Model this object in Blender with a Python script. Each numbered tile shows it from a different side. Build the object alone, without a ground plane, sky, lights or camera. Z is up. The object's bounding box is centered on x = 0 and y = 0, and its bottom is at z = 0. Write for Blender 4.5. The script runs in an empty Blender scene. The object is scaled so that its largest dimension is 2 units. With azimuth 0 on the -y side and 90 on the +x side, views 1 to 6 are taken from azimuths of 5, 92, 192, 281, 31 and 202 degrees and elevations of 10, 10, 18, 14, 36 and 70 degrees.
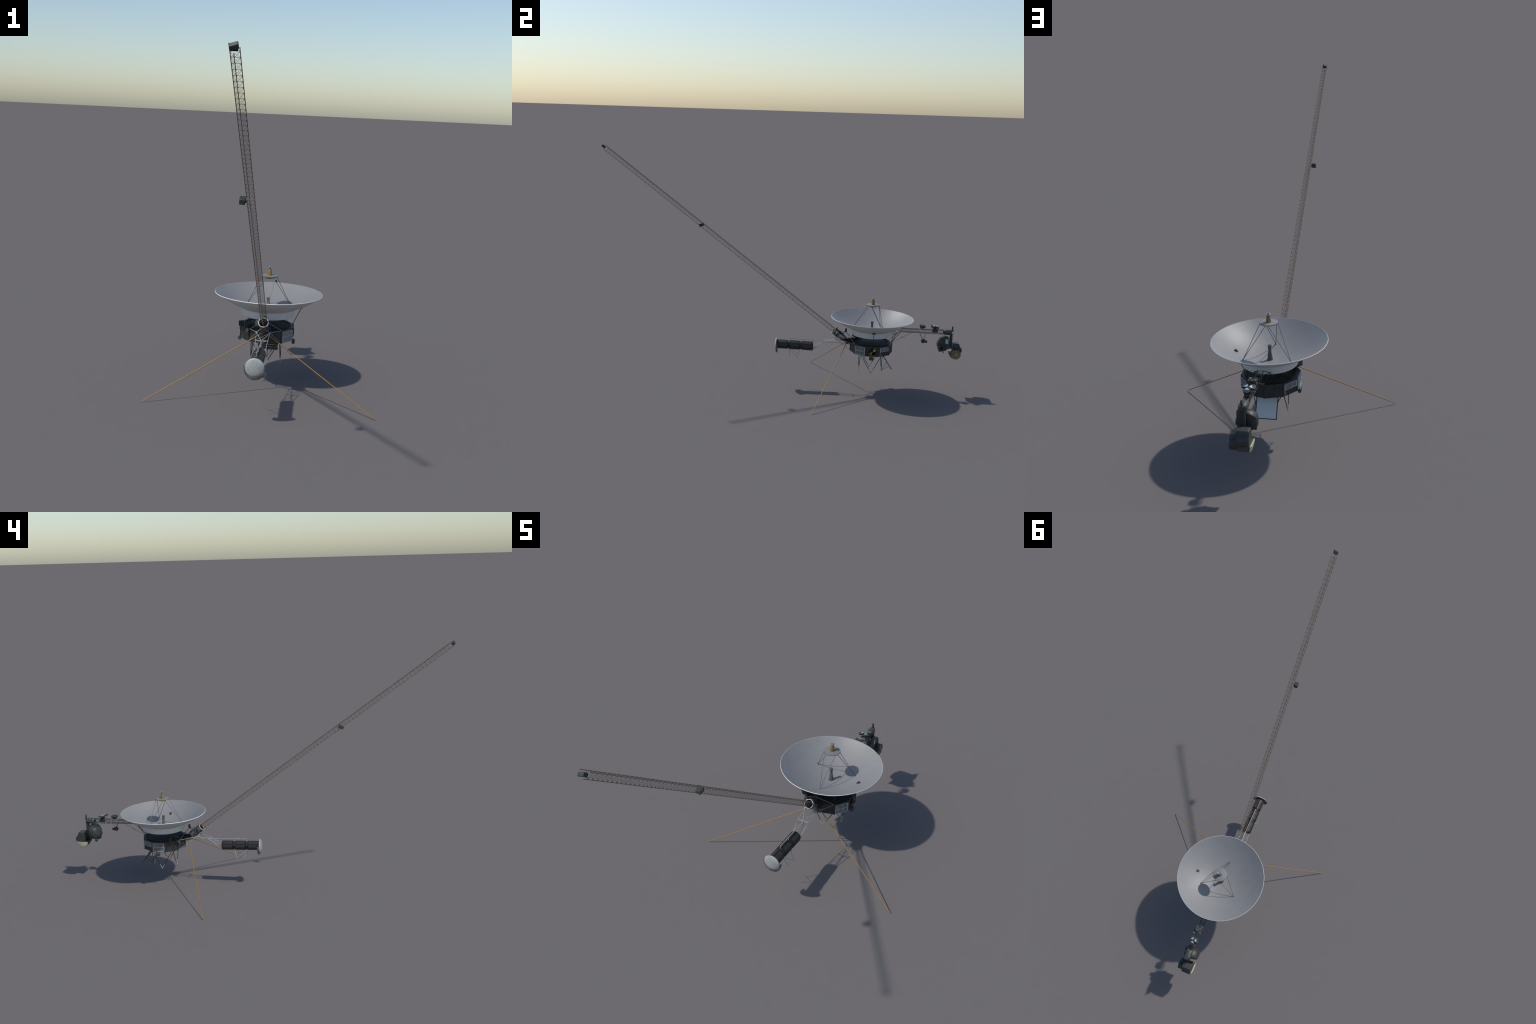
# Deep-space probe: big white dish on a ten-sided bus, long lattice boom,
# power-source boom, instrument boom with scan platform, two whip antennas.
import bpy, bmesh, math, random
from mathutils import Vector as V, Matrix, noise

random.seed(7)
pi = math.pi
CY = 0.5017                       # axis of dish and bus (x = 0)

# ------------------------------------------------------------------ materials
def nd(nt, kind, **kw):
    n = nt.nodes.new(kind)
    for k, v in kw.items():
        setattr(n, k, v)
    return n

def principled(name, col, rough=0.5, metal=0.0, spec=0.5, var=0.0, scale=120.0,
               bump=0.0, bscale=300.0, stretch=(1, 1, 1), col2=None, coat=0.0, rvar=0.0):
    m = bpy.data.materials.new(name)
    m.use_nodes = True
    nt = m.node_tree
    b = nt.nodes["Principled BSDF"]
    b.inputs["Roughness"].default_value = rough
    b.inputs["Metallic"].default_value = metal
    b.inputs["Specular IOR Level"].default_value = spec
    b.inputs["Coat Weight"].default_value = coat
    tc = nd(nt, "ShaderNodeTexCoord")
    mp = nd(nt, "ShaderNodeMapping")
    mp.inputs["Scale"].default_value = stretch
    nt.links.new(tc.outputs["Object"], mp.inputs["Vector"])
    nz = nd(nt, "ShaderNodeTexNoise")
    nz.inputs["Scale"].default_value = scale
    nz.inputs["Detail"].default_value = 5
    nt.links.new(mp.outputs["Vector"], nz.inputs["Vector"])
    cr = nd(nt, "ShaderNodeValToRGB")
    lo = [c * (1 - var) for c in col]
    hi = list(col2) if col2 else [min(1, c * (1 + var)) for c in col]
    cr.color_ramp.elements[0].position = 0.35
    cr.color_ramp.elements[1].position = 0.68
    cr.color_ramp.elements[0].color = (*lo, 1)
    cr.color_ramp.elements[1].color = (*hi, 1)
    nt.links.new(nz.outputs["Fac"], cr.inputs["Fac"])
    nt.links.new(cr.outputs["Color"], b.inputs["Base Color"])
    if rvar:
        mr = nd(nt, "ShaderNodeMapRange")
        mr.inputs["To Min"].default_value = max(0.03, rough - rvar)
        mr.inputs["To Max"].default_value = min(1, rough + rvar)
        nt.links.new(nz.outputs["Fac"], mr.inputs["Value"])
        nt.links.new(mr.outputs["Result"], b.inputs["Roughness"])
    if bump:
        n2 = nd(nt, "ShaderNodeTexNoise")
        n2.inputs["Scale"].default_value = bscale
        n2.inputs["Detail"].default_value = 3
        nt.links.new(mp.outputs["Vector"], n2.inputs["Vector"])
        bp = nd(nt, "ShaderNodeBump")
        bp.inputs["Strength"].default_value = bump
        bp.inputs["Distance"].default_value = 0.002
        nt.links.new(n2.outputs["Fac"], bp.inputs["Height"])
        nt.links.new(bp.outputs["Normal"], b.inputs["Normal"])
    return m

M = {}
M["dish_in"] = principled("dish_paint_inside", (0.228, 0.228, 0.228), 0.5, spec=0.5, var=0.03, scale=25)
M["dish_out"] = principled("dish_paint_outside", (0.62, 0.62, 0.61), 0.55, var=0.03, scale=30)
M["dish_rim"] = principled("dish_edge_white", (0.80, 0.80, 0.80), 0.4, var=0.02)
M["blanket"] = principled("black_blanket", (0.026, 0.028, 0.028), 0.45, var=0.35, scale=90,
                          stretch=(1, 1, 0.25), bump=0.35, bscale=160)
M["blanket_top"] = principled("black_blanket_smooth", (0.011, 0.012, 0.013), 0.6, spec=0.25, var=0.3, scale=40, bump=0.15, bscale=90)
M["dark"] = principled("instrument_black", (0.034, 0.038, 0.036), 0.5, var=0.25, scale=70, bump=0.1, bscale=120)
M["green"] = principled("instrument_olive", (0.050, 0.057, 0.050), 0.48, var=0.2, scale=60, bump=0.08, bscale=100)
M["black"] = principled("matt_black", (0.004, 0.004, 0.004), 0.7, var=0.1)
M["strut_dark"] = principled("dark_tube", (0.022, 0.021, 0.02), 0.5, var=0.3, scale=200)
M["wire"] = principled("dull_wire", (0.055, 0.054, 0.053), 0.5, var=0.25, scale=150)
M["strut_grey"] = principled("grey_tube", (0.22, 0.23, 0.235), 0.4, metal=0.2, var=0.25, scale=150)
M["strut_pale"] = principled("pale_tube", (0.33, 0.34, 0.34), 0.4, metal=0.1, var=0.25, scale=110)
M["tripod"] = principled("tripod_tube", (0.13, 0.135, 0.14), 0.4, var=0.2, scale=150)
M["copper"] = principled("copper_fitting", (0.45, 0.24, 0.12), 0.4, metal=0.3, var=0.2)
M["whip"] = principled("bronze_whip", (0.315, 0.172, 0.038), 0.42, metal=0.15, var=0.12, scale=90)
M["louver"] = principled("louver_silver", (0.43, 0.45, 0.48), 0.4, metal=0.25, var=0.15, scale=150)
M["gold"] = principled("gold_foil", (0.23, 0.138, 0.034), 0.42, metal=0.3, var=0.2, scale=130, bump=0.2, bscale=250)
M["platform"] = principled("grey_plate", (0.185, 0.188, 0.192), 0.5, var=0.04, scale=60)
M["feed"] = principled("feed_grey", (0.10, 0.10, 0.103), 0.45, var=0.1, scale=60)
M["silver"] = principled("bright_metal", (0.27, 0.285, 0.30), 0.38, metal=0.5, var=0.1)
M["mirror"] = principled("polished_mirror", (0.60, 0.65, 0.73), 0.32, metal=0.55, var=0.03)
M["ring"] = principled("white_ring", (0.42, 0.43, 0.44), 0.4, var=0.25, scale=120)
M["canister"] = principled("crinkled_foil", (0.09, 0.09, 0.095), 0.2, metal=0.85, var=0.6, scale=60,
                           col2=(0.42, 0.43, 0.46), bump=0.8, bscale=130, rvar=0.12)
M["canister_brown"] = principled("brown_foil", (0.10, 0.055, 0.03), 0.35, metal=0.4, var=0.5, scale=110, bump=0.5, bscale=150)
M["rtg_black"] = principled("power_unit_black", (0.010, 0.010, 0.010), 0.4, var=0.3, scale=120)
M["rtg_fin"] = principled("power_unit_fin", (0.072, 0.063, 0.055), 0.45, var=0.5, scale=420, bump=0.3, bscale=500)
M["cap"] = principled("cap_paint", (0.31, 0.325, 0.32), 0.45, var=0.12, scale=45)
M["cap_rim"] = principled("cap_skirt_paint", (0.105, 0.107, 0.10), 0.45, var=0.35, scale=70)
M["panel"] = principled("target_plate_white", (0.62, 0.63, 0.64), 0.5, var=0.02)
M["gold_disc"] = principled("gilded_mirror", (0.27, 0.175, 0.08), 0.35, metal=0.55, var=0.15, scale=60)
M["blue_grey"] = principled("hub_blue_grey", (0.20, 0.24, 0.26), 0.4, var=0.1)
M["pale_green"] = principled("pale_plate", (0.46, 0.50, 0.44), 0.45, var=0.12, scale=90)
M["lip"] = principled("cream_mirror", (0.60, 0.60, 0.40), 0.35, metal=0.2, var=0.15, scale=40)

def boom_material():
    """bronze tube tinted paler where its surface faces +x"""
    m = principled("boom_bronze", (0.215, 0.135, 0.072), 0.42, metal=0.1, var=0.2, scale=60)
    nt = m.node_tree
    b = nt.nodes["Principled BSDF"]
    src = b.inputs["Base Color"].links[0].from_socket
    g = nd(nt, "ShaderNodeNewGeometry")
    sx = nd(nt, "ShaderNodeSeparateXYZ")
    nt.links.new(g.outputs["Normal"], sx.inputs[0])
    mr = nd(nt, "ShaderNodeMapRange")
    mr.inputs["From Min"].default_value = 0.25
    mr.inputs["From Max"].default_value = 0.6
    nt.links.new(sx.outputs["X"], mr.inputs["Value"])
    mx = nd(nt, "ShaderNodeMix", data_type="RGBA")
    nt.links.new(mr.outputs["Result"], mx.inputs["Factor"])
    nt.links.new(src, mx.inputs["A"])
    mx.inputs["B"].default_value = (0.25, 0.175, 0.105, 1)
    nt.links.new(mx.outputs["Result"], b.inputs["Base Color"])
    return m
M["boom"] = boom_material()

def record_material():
    """gilt disc, reflections painted in: two gold fans on dark, broken up by noise"""
    m = principled("gilt_painted_glint", (0.42, 0.30, 0.05), 0.35, metal=0.6, var=0.2, scale=150)
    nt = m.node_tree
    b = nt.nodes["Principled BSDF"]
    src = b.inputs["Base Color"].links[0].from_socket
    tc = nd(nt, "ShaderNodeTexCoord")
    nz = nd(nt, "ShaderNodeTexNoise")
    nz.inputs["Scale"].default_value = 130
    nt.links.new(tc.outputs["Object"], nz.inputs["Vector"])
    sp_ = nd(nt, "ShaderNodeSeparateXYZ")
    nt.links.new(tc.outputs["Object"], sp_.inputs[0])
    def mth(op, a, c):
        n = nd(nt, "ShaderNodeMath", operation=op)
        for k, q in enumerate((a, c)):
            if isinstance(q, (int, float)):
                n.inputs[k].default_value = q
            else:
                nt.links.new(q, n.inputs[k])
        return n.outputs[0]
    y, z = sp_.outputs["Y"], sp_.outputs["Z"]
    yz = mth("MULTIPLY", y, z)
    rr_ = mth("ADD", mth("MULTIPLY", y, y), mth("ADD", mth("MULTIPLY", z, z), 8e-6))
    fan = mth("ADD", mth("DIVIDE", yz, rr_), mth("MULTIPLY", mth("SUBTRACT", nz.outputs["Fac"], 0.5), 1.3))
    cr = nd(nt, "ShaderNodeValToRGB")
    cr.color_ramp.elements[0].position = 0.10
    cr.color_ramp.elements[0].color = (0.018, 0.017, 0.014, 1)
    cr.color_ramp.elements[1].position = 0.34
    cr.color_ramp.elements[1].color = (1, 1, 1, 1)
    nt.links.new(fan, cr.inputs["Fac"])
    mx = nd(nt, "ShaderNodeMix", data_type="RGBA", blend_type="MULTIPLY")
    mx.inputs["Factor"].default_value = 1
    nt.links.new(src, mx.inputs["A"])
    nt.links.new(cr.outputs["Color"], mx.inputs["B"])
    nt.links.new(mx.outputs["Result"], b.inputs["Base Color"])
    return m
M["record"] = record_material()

# ------------------------------------------------------------------ mesh tools
class Geo:
    """collects vertices and faces"""
    def __init__(self):
        self.v, self.f, self.mi = [], [], []
    def add(self, verts, faces, mi=0):
        o = len(self.v)
        self.v += [tuple(p) for p in verts]
        self.f += [tuple(i + o for i in f) for f in faces]
        self.mi += [mi] * len(faces)
        return self
    # -- primitives
    def tube(self, a, b, r, r2=None, n=8, mi=0, caps=True):
        a, b = V(a), V(b)
        r2 = r if r2 is None else r2
        d = (b - a).normalized()
        u = d.orthogonal().normalized()
        w = d.cross(u)
        vs = []
        for p, rr in ((a, r), (b, r2)):
            for i in range(n):
                t = 2 * pi * i / n
                vs.append(p + rr * (math.cos(t) * u + math.sin(t) * w))
        fs = [(i, (i + 1) % n, n + (i + 1) % n, n + i) for i in range(n)]
        if caps:
            fs += [tuple(reversed(range(n))), tuple(range(n, 2 * n))]
        return self.add(vs, fs, mi)
    def path(self, pts, r, n=8, mi=0):
        """bent tube through points"""
        pts = [V(p) for p in pts]
        ref = (pts[1] - pts[0]).normalized().orthogonal().normalized()
        vs, fs = [], []
        for k, p in enumerate(pts):
            d = (pts[min(k + 1, len(pts) - 1)] - pts[max(k - 1, 0)]).normalized()
            u = (ref - d * ref.dot(d)).normalized()
            w = d.cross(u)
            ref = u
            for i in range(n):
                t = 2 * pi * i / n
                vs.append(p + r * (math.cos(t) * u + math.sin(t) * w))
        for k in range(len(pts) - 1):
            for i in range(n):
                fs.append((k * n + i, k * n + (i + 1) % n, (k + 1) * n + (i + 1) % n, (k + 1) * n + i))
        m = (len(pts) - 1) * n
        fs += [tuple(reversed(range(n))), tuple(range(m, m + n))]
        return self.add(vs, fs, mi)
    def lathe(self, prof, origin, axis=(0, 0, 1), n=48, mi=0, arc=None, u=None):
        """profile of (radius, height) spun round an axis"""
        axis = V(axis).normalized()
        u = V(u).normalized() if u else axis.orthogonal().normalized()
        w = axis.cross(u)
        o = V(origin)
        a0, a1 = arc if arc else (0, 2 * pi)
        closed = arc is None
        cols = n if closed else n + 1
        vs, fs = [], []
        for (r, h) in prof:
            r = max(r, 1e-5)
            for i in range(cols):
                t = a0 + (a1 - a0) * i / n
                vs.append(o + axis * h + r * (math.cos(t) * u + math.sin(t) * w))
        for k in range(len(prof) - 1):
            for i in range(n):
                j = (i + 1) % cols
                fs.append((k * cols + i, k * cols + j, (k + 1) * cols + j, (k + 1) * cols + i))
        return self.add(vs, fs, mi)
    def box(self, c, size, ax=None, mi=0, taper=1.0):
        c = V(c)
        X, Y, Z = ax if ax else (V((1, 0, 0)), V((0, 1, 0)), V((0, 0, 1)))
        X, Y, Z = V(X).normalized(), V(Y).normalized(), V(Z).normalized()
        sx, sy, sz = [s / 2 for s in size]
        vs = []
        for k in (-1, 1):
            s = taper if k > 0 else 1
            for i, j in ((-1, -1), (1, -1), (1, 1), (-1, 1)):
                vs.append(c + X * sx * i * s + Y * sy * j * s + Z * sz * k)
        fs = [(3, 2, 1, 0), (4, 5, 6, 7), (0, 1, 5, 4), (1, 2, 6, 5), (2, 3, 7, 6), (3, 0, 4, 7)]
        return self.add(vs, fs, mi)
    def loft(self, rings, mi=0, caps=True):
        n = len(rings[0])
        vs = [p for r in rings for p in r]
        fs = []
        for k in range(len(rings) - 1):
            for i in range(n):
                fs.append((k * n + i, k * n + (i + 1) % n, (k + 1) * n + (i + 1) % n, (k + 1) * n + i))
        if caps:
            fs += [tuple(reversed(range(n))), tuple(range((len(rings) - 1) * n, len(rings) * n))]
        return self.add(vs, fs, mi)
    def ball(self, c, r, n=12, mi=0, sz=1.0):
        prof = [(r * math.sin(pi * k / (n // 2)), -r * sz * math.cos(pi * k / (n // 2))) for k in range(n // 2 + 1)]
        return self.lathe(prof, c, n=n, mi=mi)

def make(name, geo, mats, parent, bevel=0.0, smooth=35, stuff=False, seg=2, sub=0):
    me = bpy.data.meshes.new(name)
    me.from_pydata(geo.v, [], geo.f)
    me.validate()
    bm = bmesh.new()
    bm.from_mesh(me)
    bmesh.ops.remove_doubles(bm, verts=bm.verts, dist=2e-6)
    bmesh.ops.dissolve_degenerate(bm, edges=bm.edges, dist=1e-7)
    bmesh.ops.recalc_face_normals(bm, faces=bm.faces)
    bm.to_mesh(me)
    bm.free()
    if not isinstance(mats, (list, tuple)):
        mats = [mats]
    for m in mats:
        me.materials.append(M[m])
    if len(mats) > 1 and len(me.polygons) == len(geo.mi):
        me.polygons.foreach_set("material_index", geo.mi)
    for p in me.polygons:
        p.use_smooth = True
    me.set_sharp_from_angle(angle=math.radians(smooth))
    ob = bpy.data.objects.new(name, me)
    bpy.context.scene.collection.objects.link(ob)
    if parent is not None and parent.parent is not None and parent.parent.parent is not None:
        parent = parent.parent           # thing > part > sub-part, no deeper
    ob.parent = parent
    if bevel:
        b = ob.modifiers.new("round_edges", "BEVEL")
        b.width = bevel
        b.segments = seg
        b.limit_method = "ANGLE"
        b.angle_limit = math.radians(32)
        b.harden_normals = False
    if sub:
        s = ob.modifiers.new("smooth", "SUBSURF")
        s.levels = s.render_levels = sub
    if stuff:
        ob["kind"] = "stuff"
    return ob

def pol(r, deg, z):
    a = math.radians(deg)
    return V((r * math.cos(a), CY + r * math.sin(a), z))

# ------------------------------------------------------------------ the thing
root = bpy.data.objects.new("space_probe", None)
bpy.context.scene.collection.objects.link(root)
root["label"] = "deep-space probe with white dish antenna and long lattice boom"
root["category"] = "spacecraft"

# ---- dish: paraboloid shell of revolution
R, ZR, Z0 = 0.2252, 0.4052, 0.3215
kpar = (ZR - Z0) / R ** 2
par = lambda r: Z0 + kpar * r * r
TH = 0.0010
N = 36
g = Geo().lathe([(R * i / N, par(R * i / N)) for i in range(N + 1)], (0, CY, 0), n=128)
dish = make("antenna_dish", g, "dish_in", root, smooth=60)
g = Geo().lathe([(R * i / N, par(R * i / N) - TH) for i in range(N + 1)], (0, CY, 0), n=128)
make("dish_back", g, "dish_out", dish, smooth=60)
g = Geo().lathe([(R - 0.0006, ZR - 0.0002), (R + 0.0002, ZR - 0.0001), (R + 0.0006, ZR - 0.0006), (R + 0.0008, ZR - 0.0024), (R + 0.0003, ZR - 0.0031), (R - 0.0022, ZR - 0.0028)], (0, CY, 0), n=128)
make("dish_rim", g, "dish_rim", dish, smooth=80)
# cylindrical skirt below the dish
zs = 0.3105
g = Geo().lathe([(0.1085, par(0.1085) - TH - 0.0012), (0.1095, par(0.1095) - TH - 0.0004), (0.1100, 0.327), (0.1095, 0.314),
                 (0.1083, zs), (0.104, zs), (0.103, 0.318), (0.0, 0.3165)], (0, CY, 0), n=96)
make("dish_skirt", g, "dish_out", dish, smooth=40)

# feed cone in the dish
g = Geo().lathe([(0.0, 0.32), (0.0112, 0.3205), (0.0108, 0.324), (0.0066, 0.357), (0.0058, 0.3585), (0.0060, 0.360), (0.0077, 0.3825),
                 (0.0072, 0.3835), (0.0022, 0.3832), (0.0020, 0.380), (0.0, 0.380)], (0, CY, 0), n=32)
make("feed_cone", g, "feed", dish, smooth=30)

# subreflector plate with horn, on six struts
sub = make("subreflector", Geo().lathe([(0.0, 0.4785), (0.033, 0.4783), (0.0356, 0.4775), (0.0356, 0.4765), (0.0, 0.4765)], (0, CY, 0), n=48),
           "platform", root, smooth=50)
make("gilt_edge", Geo().lathe([(0.030, 0.4765), (0.0362, 0.4768), (0.0362, 0.4745), (0.030, 0.4718), (0.0215, 0.4700), (0.020, 0.4722)], (0, CY, 0), n=48), "gold", sub)
make("subreflector_bowl", Geo().lathe([(0.0222, 0.4704), (0.018, 0.4668), (0.010, 0.4642), (0.0, 0.4634)], (0, CY, 0), n=40), "feed", sub)
make("horn", Geo().lathe([(0.0, 0.4784), (0.0105, 0.4786), (0.0100, 0.4800), (0.0072, 0.5025), (0.0062, 0.5040), (0.0, 0.5040)], (0, CY, 0), n=28), "gold", sub)
make("horn_collar", Geo().lathe([(0.0046, 0.5035), (0.0044, 0.5095), (0.0050, 0.5105), (0.0095, 0.5118), (0.0098, 0.5124), (0.0092, 0.5127), (0.0048, 0.5118),
                                 (0.0046, 0.5150), (0.0038, 0.5168), (0.0, 0.5170)], (0, CY, 0), n=28), "silver", sub)
for foot, ends in ((30, (-19, 80)), (150, (100, 199)), (270, (221, 319))):
    f = pol(0.1078, foot, par(0.1078) + 0.0005)
    for e in ends:
        make("subreflector_strut", Geo().tube(f, pol(0.0345, e, 0.4738), 0.00115), "tripod", root)
    make("strut_foot", Geo().box(f, (0.006, 0.006, 0.003)), "tripod", dish, bevel=0.0005)
a, b = pol(0.1078, 30, 0.3412), pol(0.0345, 80, 0.4738)
make("strut_sensor", Geo().ball(a.lerp(b, 0.83), 0.0020), "dark", root)
# sun sensor standing on the bowl
p = V((0.134, 0.503, par(0.134)))
nrm = V((-2 * kpar * 0.134, 0, 1)).normalized()
tx = V((1, 0, 2 * kpar * 0.134)).normalized()
g = Geo().box(p + nrm * 0.0022, (0.0150, 0.0110, 0.0044), (tx, V((0, 1, 0)), nrm))
g.box(p + nrm * 0.005 + tx * 0.003, (0.0085, 0.0085, 0.003), (tx, V((0, 1, 0)), nrm))
make("sun_sensor", g, "dark", dish, bevel=0.0006)

# ---- ten-sided bus
RB, ZT, ZB = 0.1156, 0.2682, 0.2135
corner = lambda k, r=RB, z=0.0: pol(r, -90 + 36 * k, z)
bus = make("bus", Geo().loft([[corner(k, RB - 0.0012, z) for k in range(10)] for z in (ZB + 0.0004, ZT - 0.0004)]), "blanket", root)
# wrinkled blanket on each bay that has no louver
FW = 2 * RB * math.sin(pi / 10)
def face_frame(k):
    a = corner(k); b = corner(k + 1)
    u = (b - a).normalized()
    nrm = V((u.y, -u.x, 0))
    return (a + b) / 2, u, nrm
def blanket_patch(k, seed):
    c, u, nm = face_frame(k)
    nu, nz = 44, 22
    vs, fs = [], []
    for j in range(nz + 1):
        for i in range(nu + 1):
            s, t = i / nu, j / nz
            q = V((s * 11 + seed * 5.3, t * 1.6, seed * 2.1))
            d = 0.0011 * noise.noise(q) + 0.0006 * noise.noise(q * 2.7) + 0.0005 * noise.noise(V((s * 5, t * 5, seed)))
            e = min(1, 8 * min(s, 1 - s)) * min(1, 6 * min(t, 1 - t) + 0.15)
            vs.append(V((c.x, c.y, ZB + (ZT - ZB) * t)) + u * (s - 0.5) * FW + nm * (d * e))
    for j in range(nz):
        for i in range(nu):
            o = j * (nu + 1) + i
            fs.append((o, o + 1, o + nu + 2, o + nu + 1))
    return make("blanket_bay", Geo().add(vs, fs), "blanket", bus, smooth=80)
for k in range(10):
    blanket_patch(k, k + 1)
# edge posts and top/bottom border strips
g = Geo()
for k in range(10):
    g.box(corner(k, RB - 0.0022, (ZT + ZB) / 2), (0.007, 0.007, ZT - ZB + 0.0006),
          (pol(1, -90 + 36 * k, 0) - V((0, CY, 0)), V((-math.sin(math.radians(-90 + 36 * k)), math.cos(math.radians(-90 + 36 * k)), 0)), V((0, 0, 1))))
make("corner_post", g, "blanket", bus, bevel=0.0015)
# top deck: flat border, raised hoop, shallow domed centre
ring_out = [[corner(k, RB - 0.0002, z) for k in range(10)] for z in (ZT - 0.0032, ZT)]
g = Geo().loft(ring_out)
g.loft([[corner(k, RB - 0.0002, z) for k in range(10)] for z in (ZB - 0.0006, ZB + 0.0022)])
make("bus_deck", g, "blanket", bus, bevel=0.0012)
g = Geo().lathe([(0.1015, ZT - 0.001), (0.1005, ZT + 0.0030), (0.0975, ZT + 0.0036), (0.0945, ZT + 0.0012), (0.085, ZT + 0.0006), (0.060, ZT + 0.0012), (0.030, ZT + 0.0020), (0, ZT + 0.0022)], (0, CY, 0), n=72)
make("bus_top_cover", g, "blanket_top", bus, smooth=50)
# louvers: frame bars plus vertical blades
def louver(k, full):
    c, u, nm = face_frame(k)
    ax = (u, nm, V((0, 0, 1)))
    w = 0.0612
    z1 = 0.2620
    z0 = 0.2180 if full else 0.2405
    P = lambda s, z, o: V((c.x, c.y, 0)) + u * s + nm * o + V((0, 0, z))
    make("louver_backing", Geo().box(P(0, (z0 + z1) / 2, 0.0012), (w, 0.002, z1 - z0), ax), "black", bus)
    fr = Geo()
    for s in (-1, 1):
        zz0 = 0.2180 if (s < 0 or full) else z0
        fr.box(P(s * w / 2, (zz0 + z1) / 2, 0.0026), (0.0021, 0.0034, z1 - zz0), ax)
    fr.box(P(0, z0, 0.0034), (w, 0.0034, 0.0019), ax)
    fr.box(P(0, z1, 0.0020), (w, 0.0030, 0.0010), ax)
    if full:
        fr.box(P(0, 0.2402, 0.0038), (w, 0.0038, 0.0022), ax)
    f = make("louver_frame", fr, "louver", bus, bevel=0.0003)
    nb = 10
    for i in range(nb):
        s = (i + 0.5) / nb * w - w / 2
        tilt = (u * 0.985 + nm * 0.17)
        spans = ((z0 + 0.001, 0.2394), (0.2412, z1 - 0.0005)) if full else ((z0 + 0.001, z1 - 0.0005),)
        b = Geo()
        for (a0, a1) in spans:
            b.box(P(s, (a0 + a1) / 2, 0.0030), (0.0025, 0.0010, a1 - a0), (tilt, tilt.cross(V((0, 0, 1))), V((0, 0, 1))))
        make("louver_blade", b, "louver", bus)
# faces counted from the -y corner, anticlockwise seen from above
louver(1, True); louver(3, False); louver(6, False); louver(7, True)

# record disc on the +x face
c, u, nm = face_frame(2)
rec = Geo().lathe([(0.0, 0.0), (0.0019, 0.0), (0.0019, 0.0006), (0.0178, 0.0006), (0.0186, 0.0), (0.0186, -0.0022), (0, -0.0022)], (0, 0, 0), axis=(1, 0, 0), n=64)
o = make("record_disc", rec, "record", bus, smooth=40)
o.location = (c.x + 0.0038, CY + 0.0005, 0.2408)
make("record_mount", Geo().lathe([(0, 0), (0.0165, 0), (0.0165, 0.003), (0, 0.003)], (c.x - 0.0006, CY + 0.0005, 0.2408), axis=(1, 0, 0), n=40), "dark", bus)
# housings below the two side faces
for sx in (-1, 1):
    x = sx * 0.1140
    rings = []
    for y in (-0.0115, -0.010, 0.010, 0.0115):
        s = 0.82 if abs(y) > 0.011 else 1
        sq = lambda c: math.copysign(abs(c) ** 0.6, c)
        rings.append([V((x + 0.0066 * s * sq(math.cos(t)), CY - sx * 0.005 + y, 0.2032 + 0.0092 * s * sq(math.sin(t)))) for t in [2 * pi * i / 20 for i in range(20)]])
    make("side_housing", Geo().loft(rings), "green", bus, bevel=0.0008, smooth=30)
# small sensor at the rear right corner
q = corner(4, RB + 0.002, 0)
make("corner_sensor", Geo().lathe([(0, .240), (0.006, .240), (0.0075, .2445), (0.0075, .2625), (0.0062, .2645), (0, .2645)], (q.x, q.y, 0), n=18), "dark", bus)
# star-tracker bulb at the front left corner
q = corner(9, RB + 0.003, 0)
make("corner_bulb", Geo().lathe([(0, .2475), (0.0055, .248), (0.0078, .253), (0.0082, .260), (0.0068, .2665), (0.0035, .2695), (0, .270)], (q.x - .002, q.y - .004, 0), n=20), "green", bus)

# two hooded star trackers on the front left edge
d = V((-0.72, -0.69, 0)).normalized()
s_ = V((d.y, -d.x, 0))
for c0, L in ((V((-0.1086, 0.4256, 0.2822)), 0.030), (V((-0.0909, 0.4048, 0.2822)), 0.036)):
    g = Geo()
    w, h, t = 0.0118, 0.0225, 0.0012
    for s in (-1, 1):
        g.box(c0 + s_ * s * (w / 2 - t / 2) - d * 0.008, (0.016, t, h), (d, s_, V((0, 0, 1))))
        g.box(c0 + V((0, 0, s * (h / 2 - t / 2))) - d * 0.008, (0.016, w, t), (d, s_, V((0, 0, 1))))
    make("tracker_hood", g, "green", bus)
    g = Geo().box(c0 - d * (0.012 + 0.002), (0.008, w - 0.002, h - 0.002), (d, s_, V((0, 0, 1))))
    make("tracker_black_block", g, "black", bus)  # solid black block inside the hood, standing for its dark opening
    g = Geo().box(c0 - d * (0.016 + (L - 0.016) / 2) - V((0, 0, 0.0035)), (L - 0.014, w * 1.25, h * 0.85), (d, s_, V((0, 0, 1))))
    g.box(c0 - d * (L + 0.002) - V((0, 0, 0.005)), (0.012, w * 0.9, h * 0.62), (d, s_, V((0, 0, 1))))
    make("tracker_body", g, "dark", bus, bevel=0.001)

# struts tying bus deck and dish skirt
for a in (45, 135, 225, 315):
    for da in (-14, 14):
        make("skirt_strut", Geo().tube(pol(0.104, a, zs + 0.002), pol(0.0945, a + da, ZT + 0.001), 0.00125), "strut_dark", root)
# side strut to the dish back on +x, with clamp
cl = V((0.1415, CY, par(0.1415) - TH - 0.0035))
g = Geo().box(cl, (0.006, 0.0195, 0.0072), (V((1, 0, 0.45)), V((0, 1, 0)), V((-0.45, 0, 1))))
make("dish_clamp", g, "strut_dark", root, bevel=0.001)
make("dish_strut", Geo().tube(cl, (0.1035, 0.5035, ZT), 0.0014), "strut_dark", root)
make("dish_strut", Geo().tube(cl, (0.124, 0.5017, par(0.124) - TH), 0.0012), "strut_dark", root)

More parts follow.
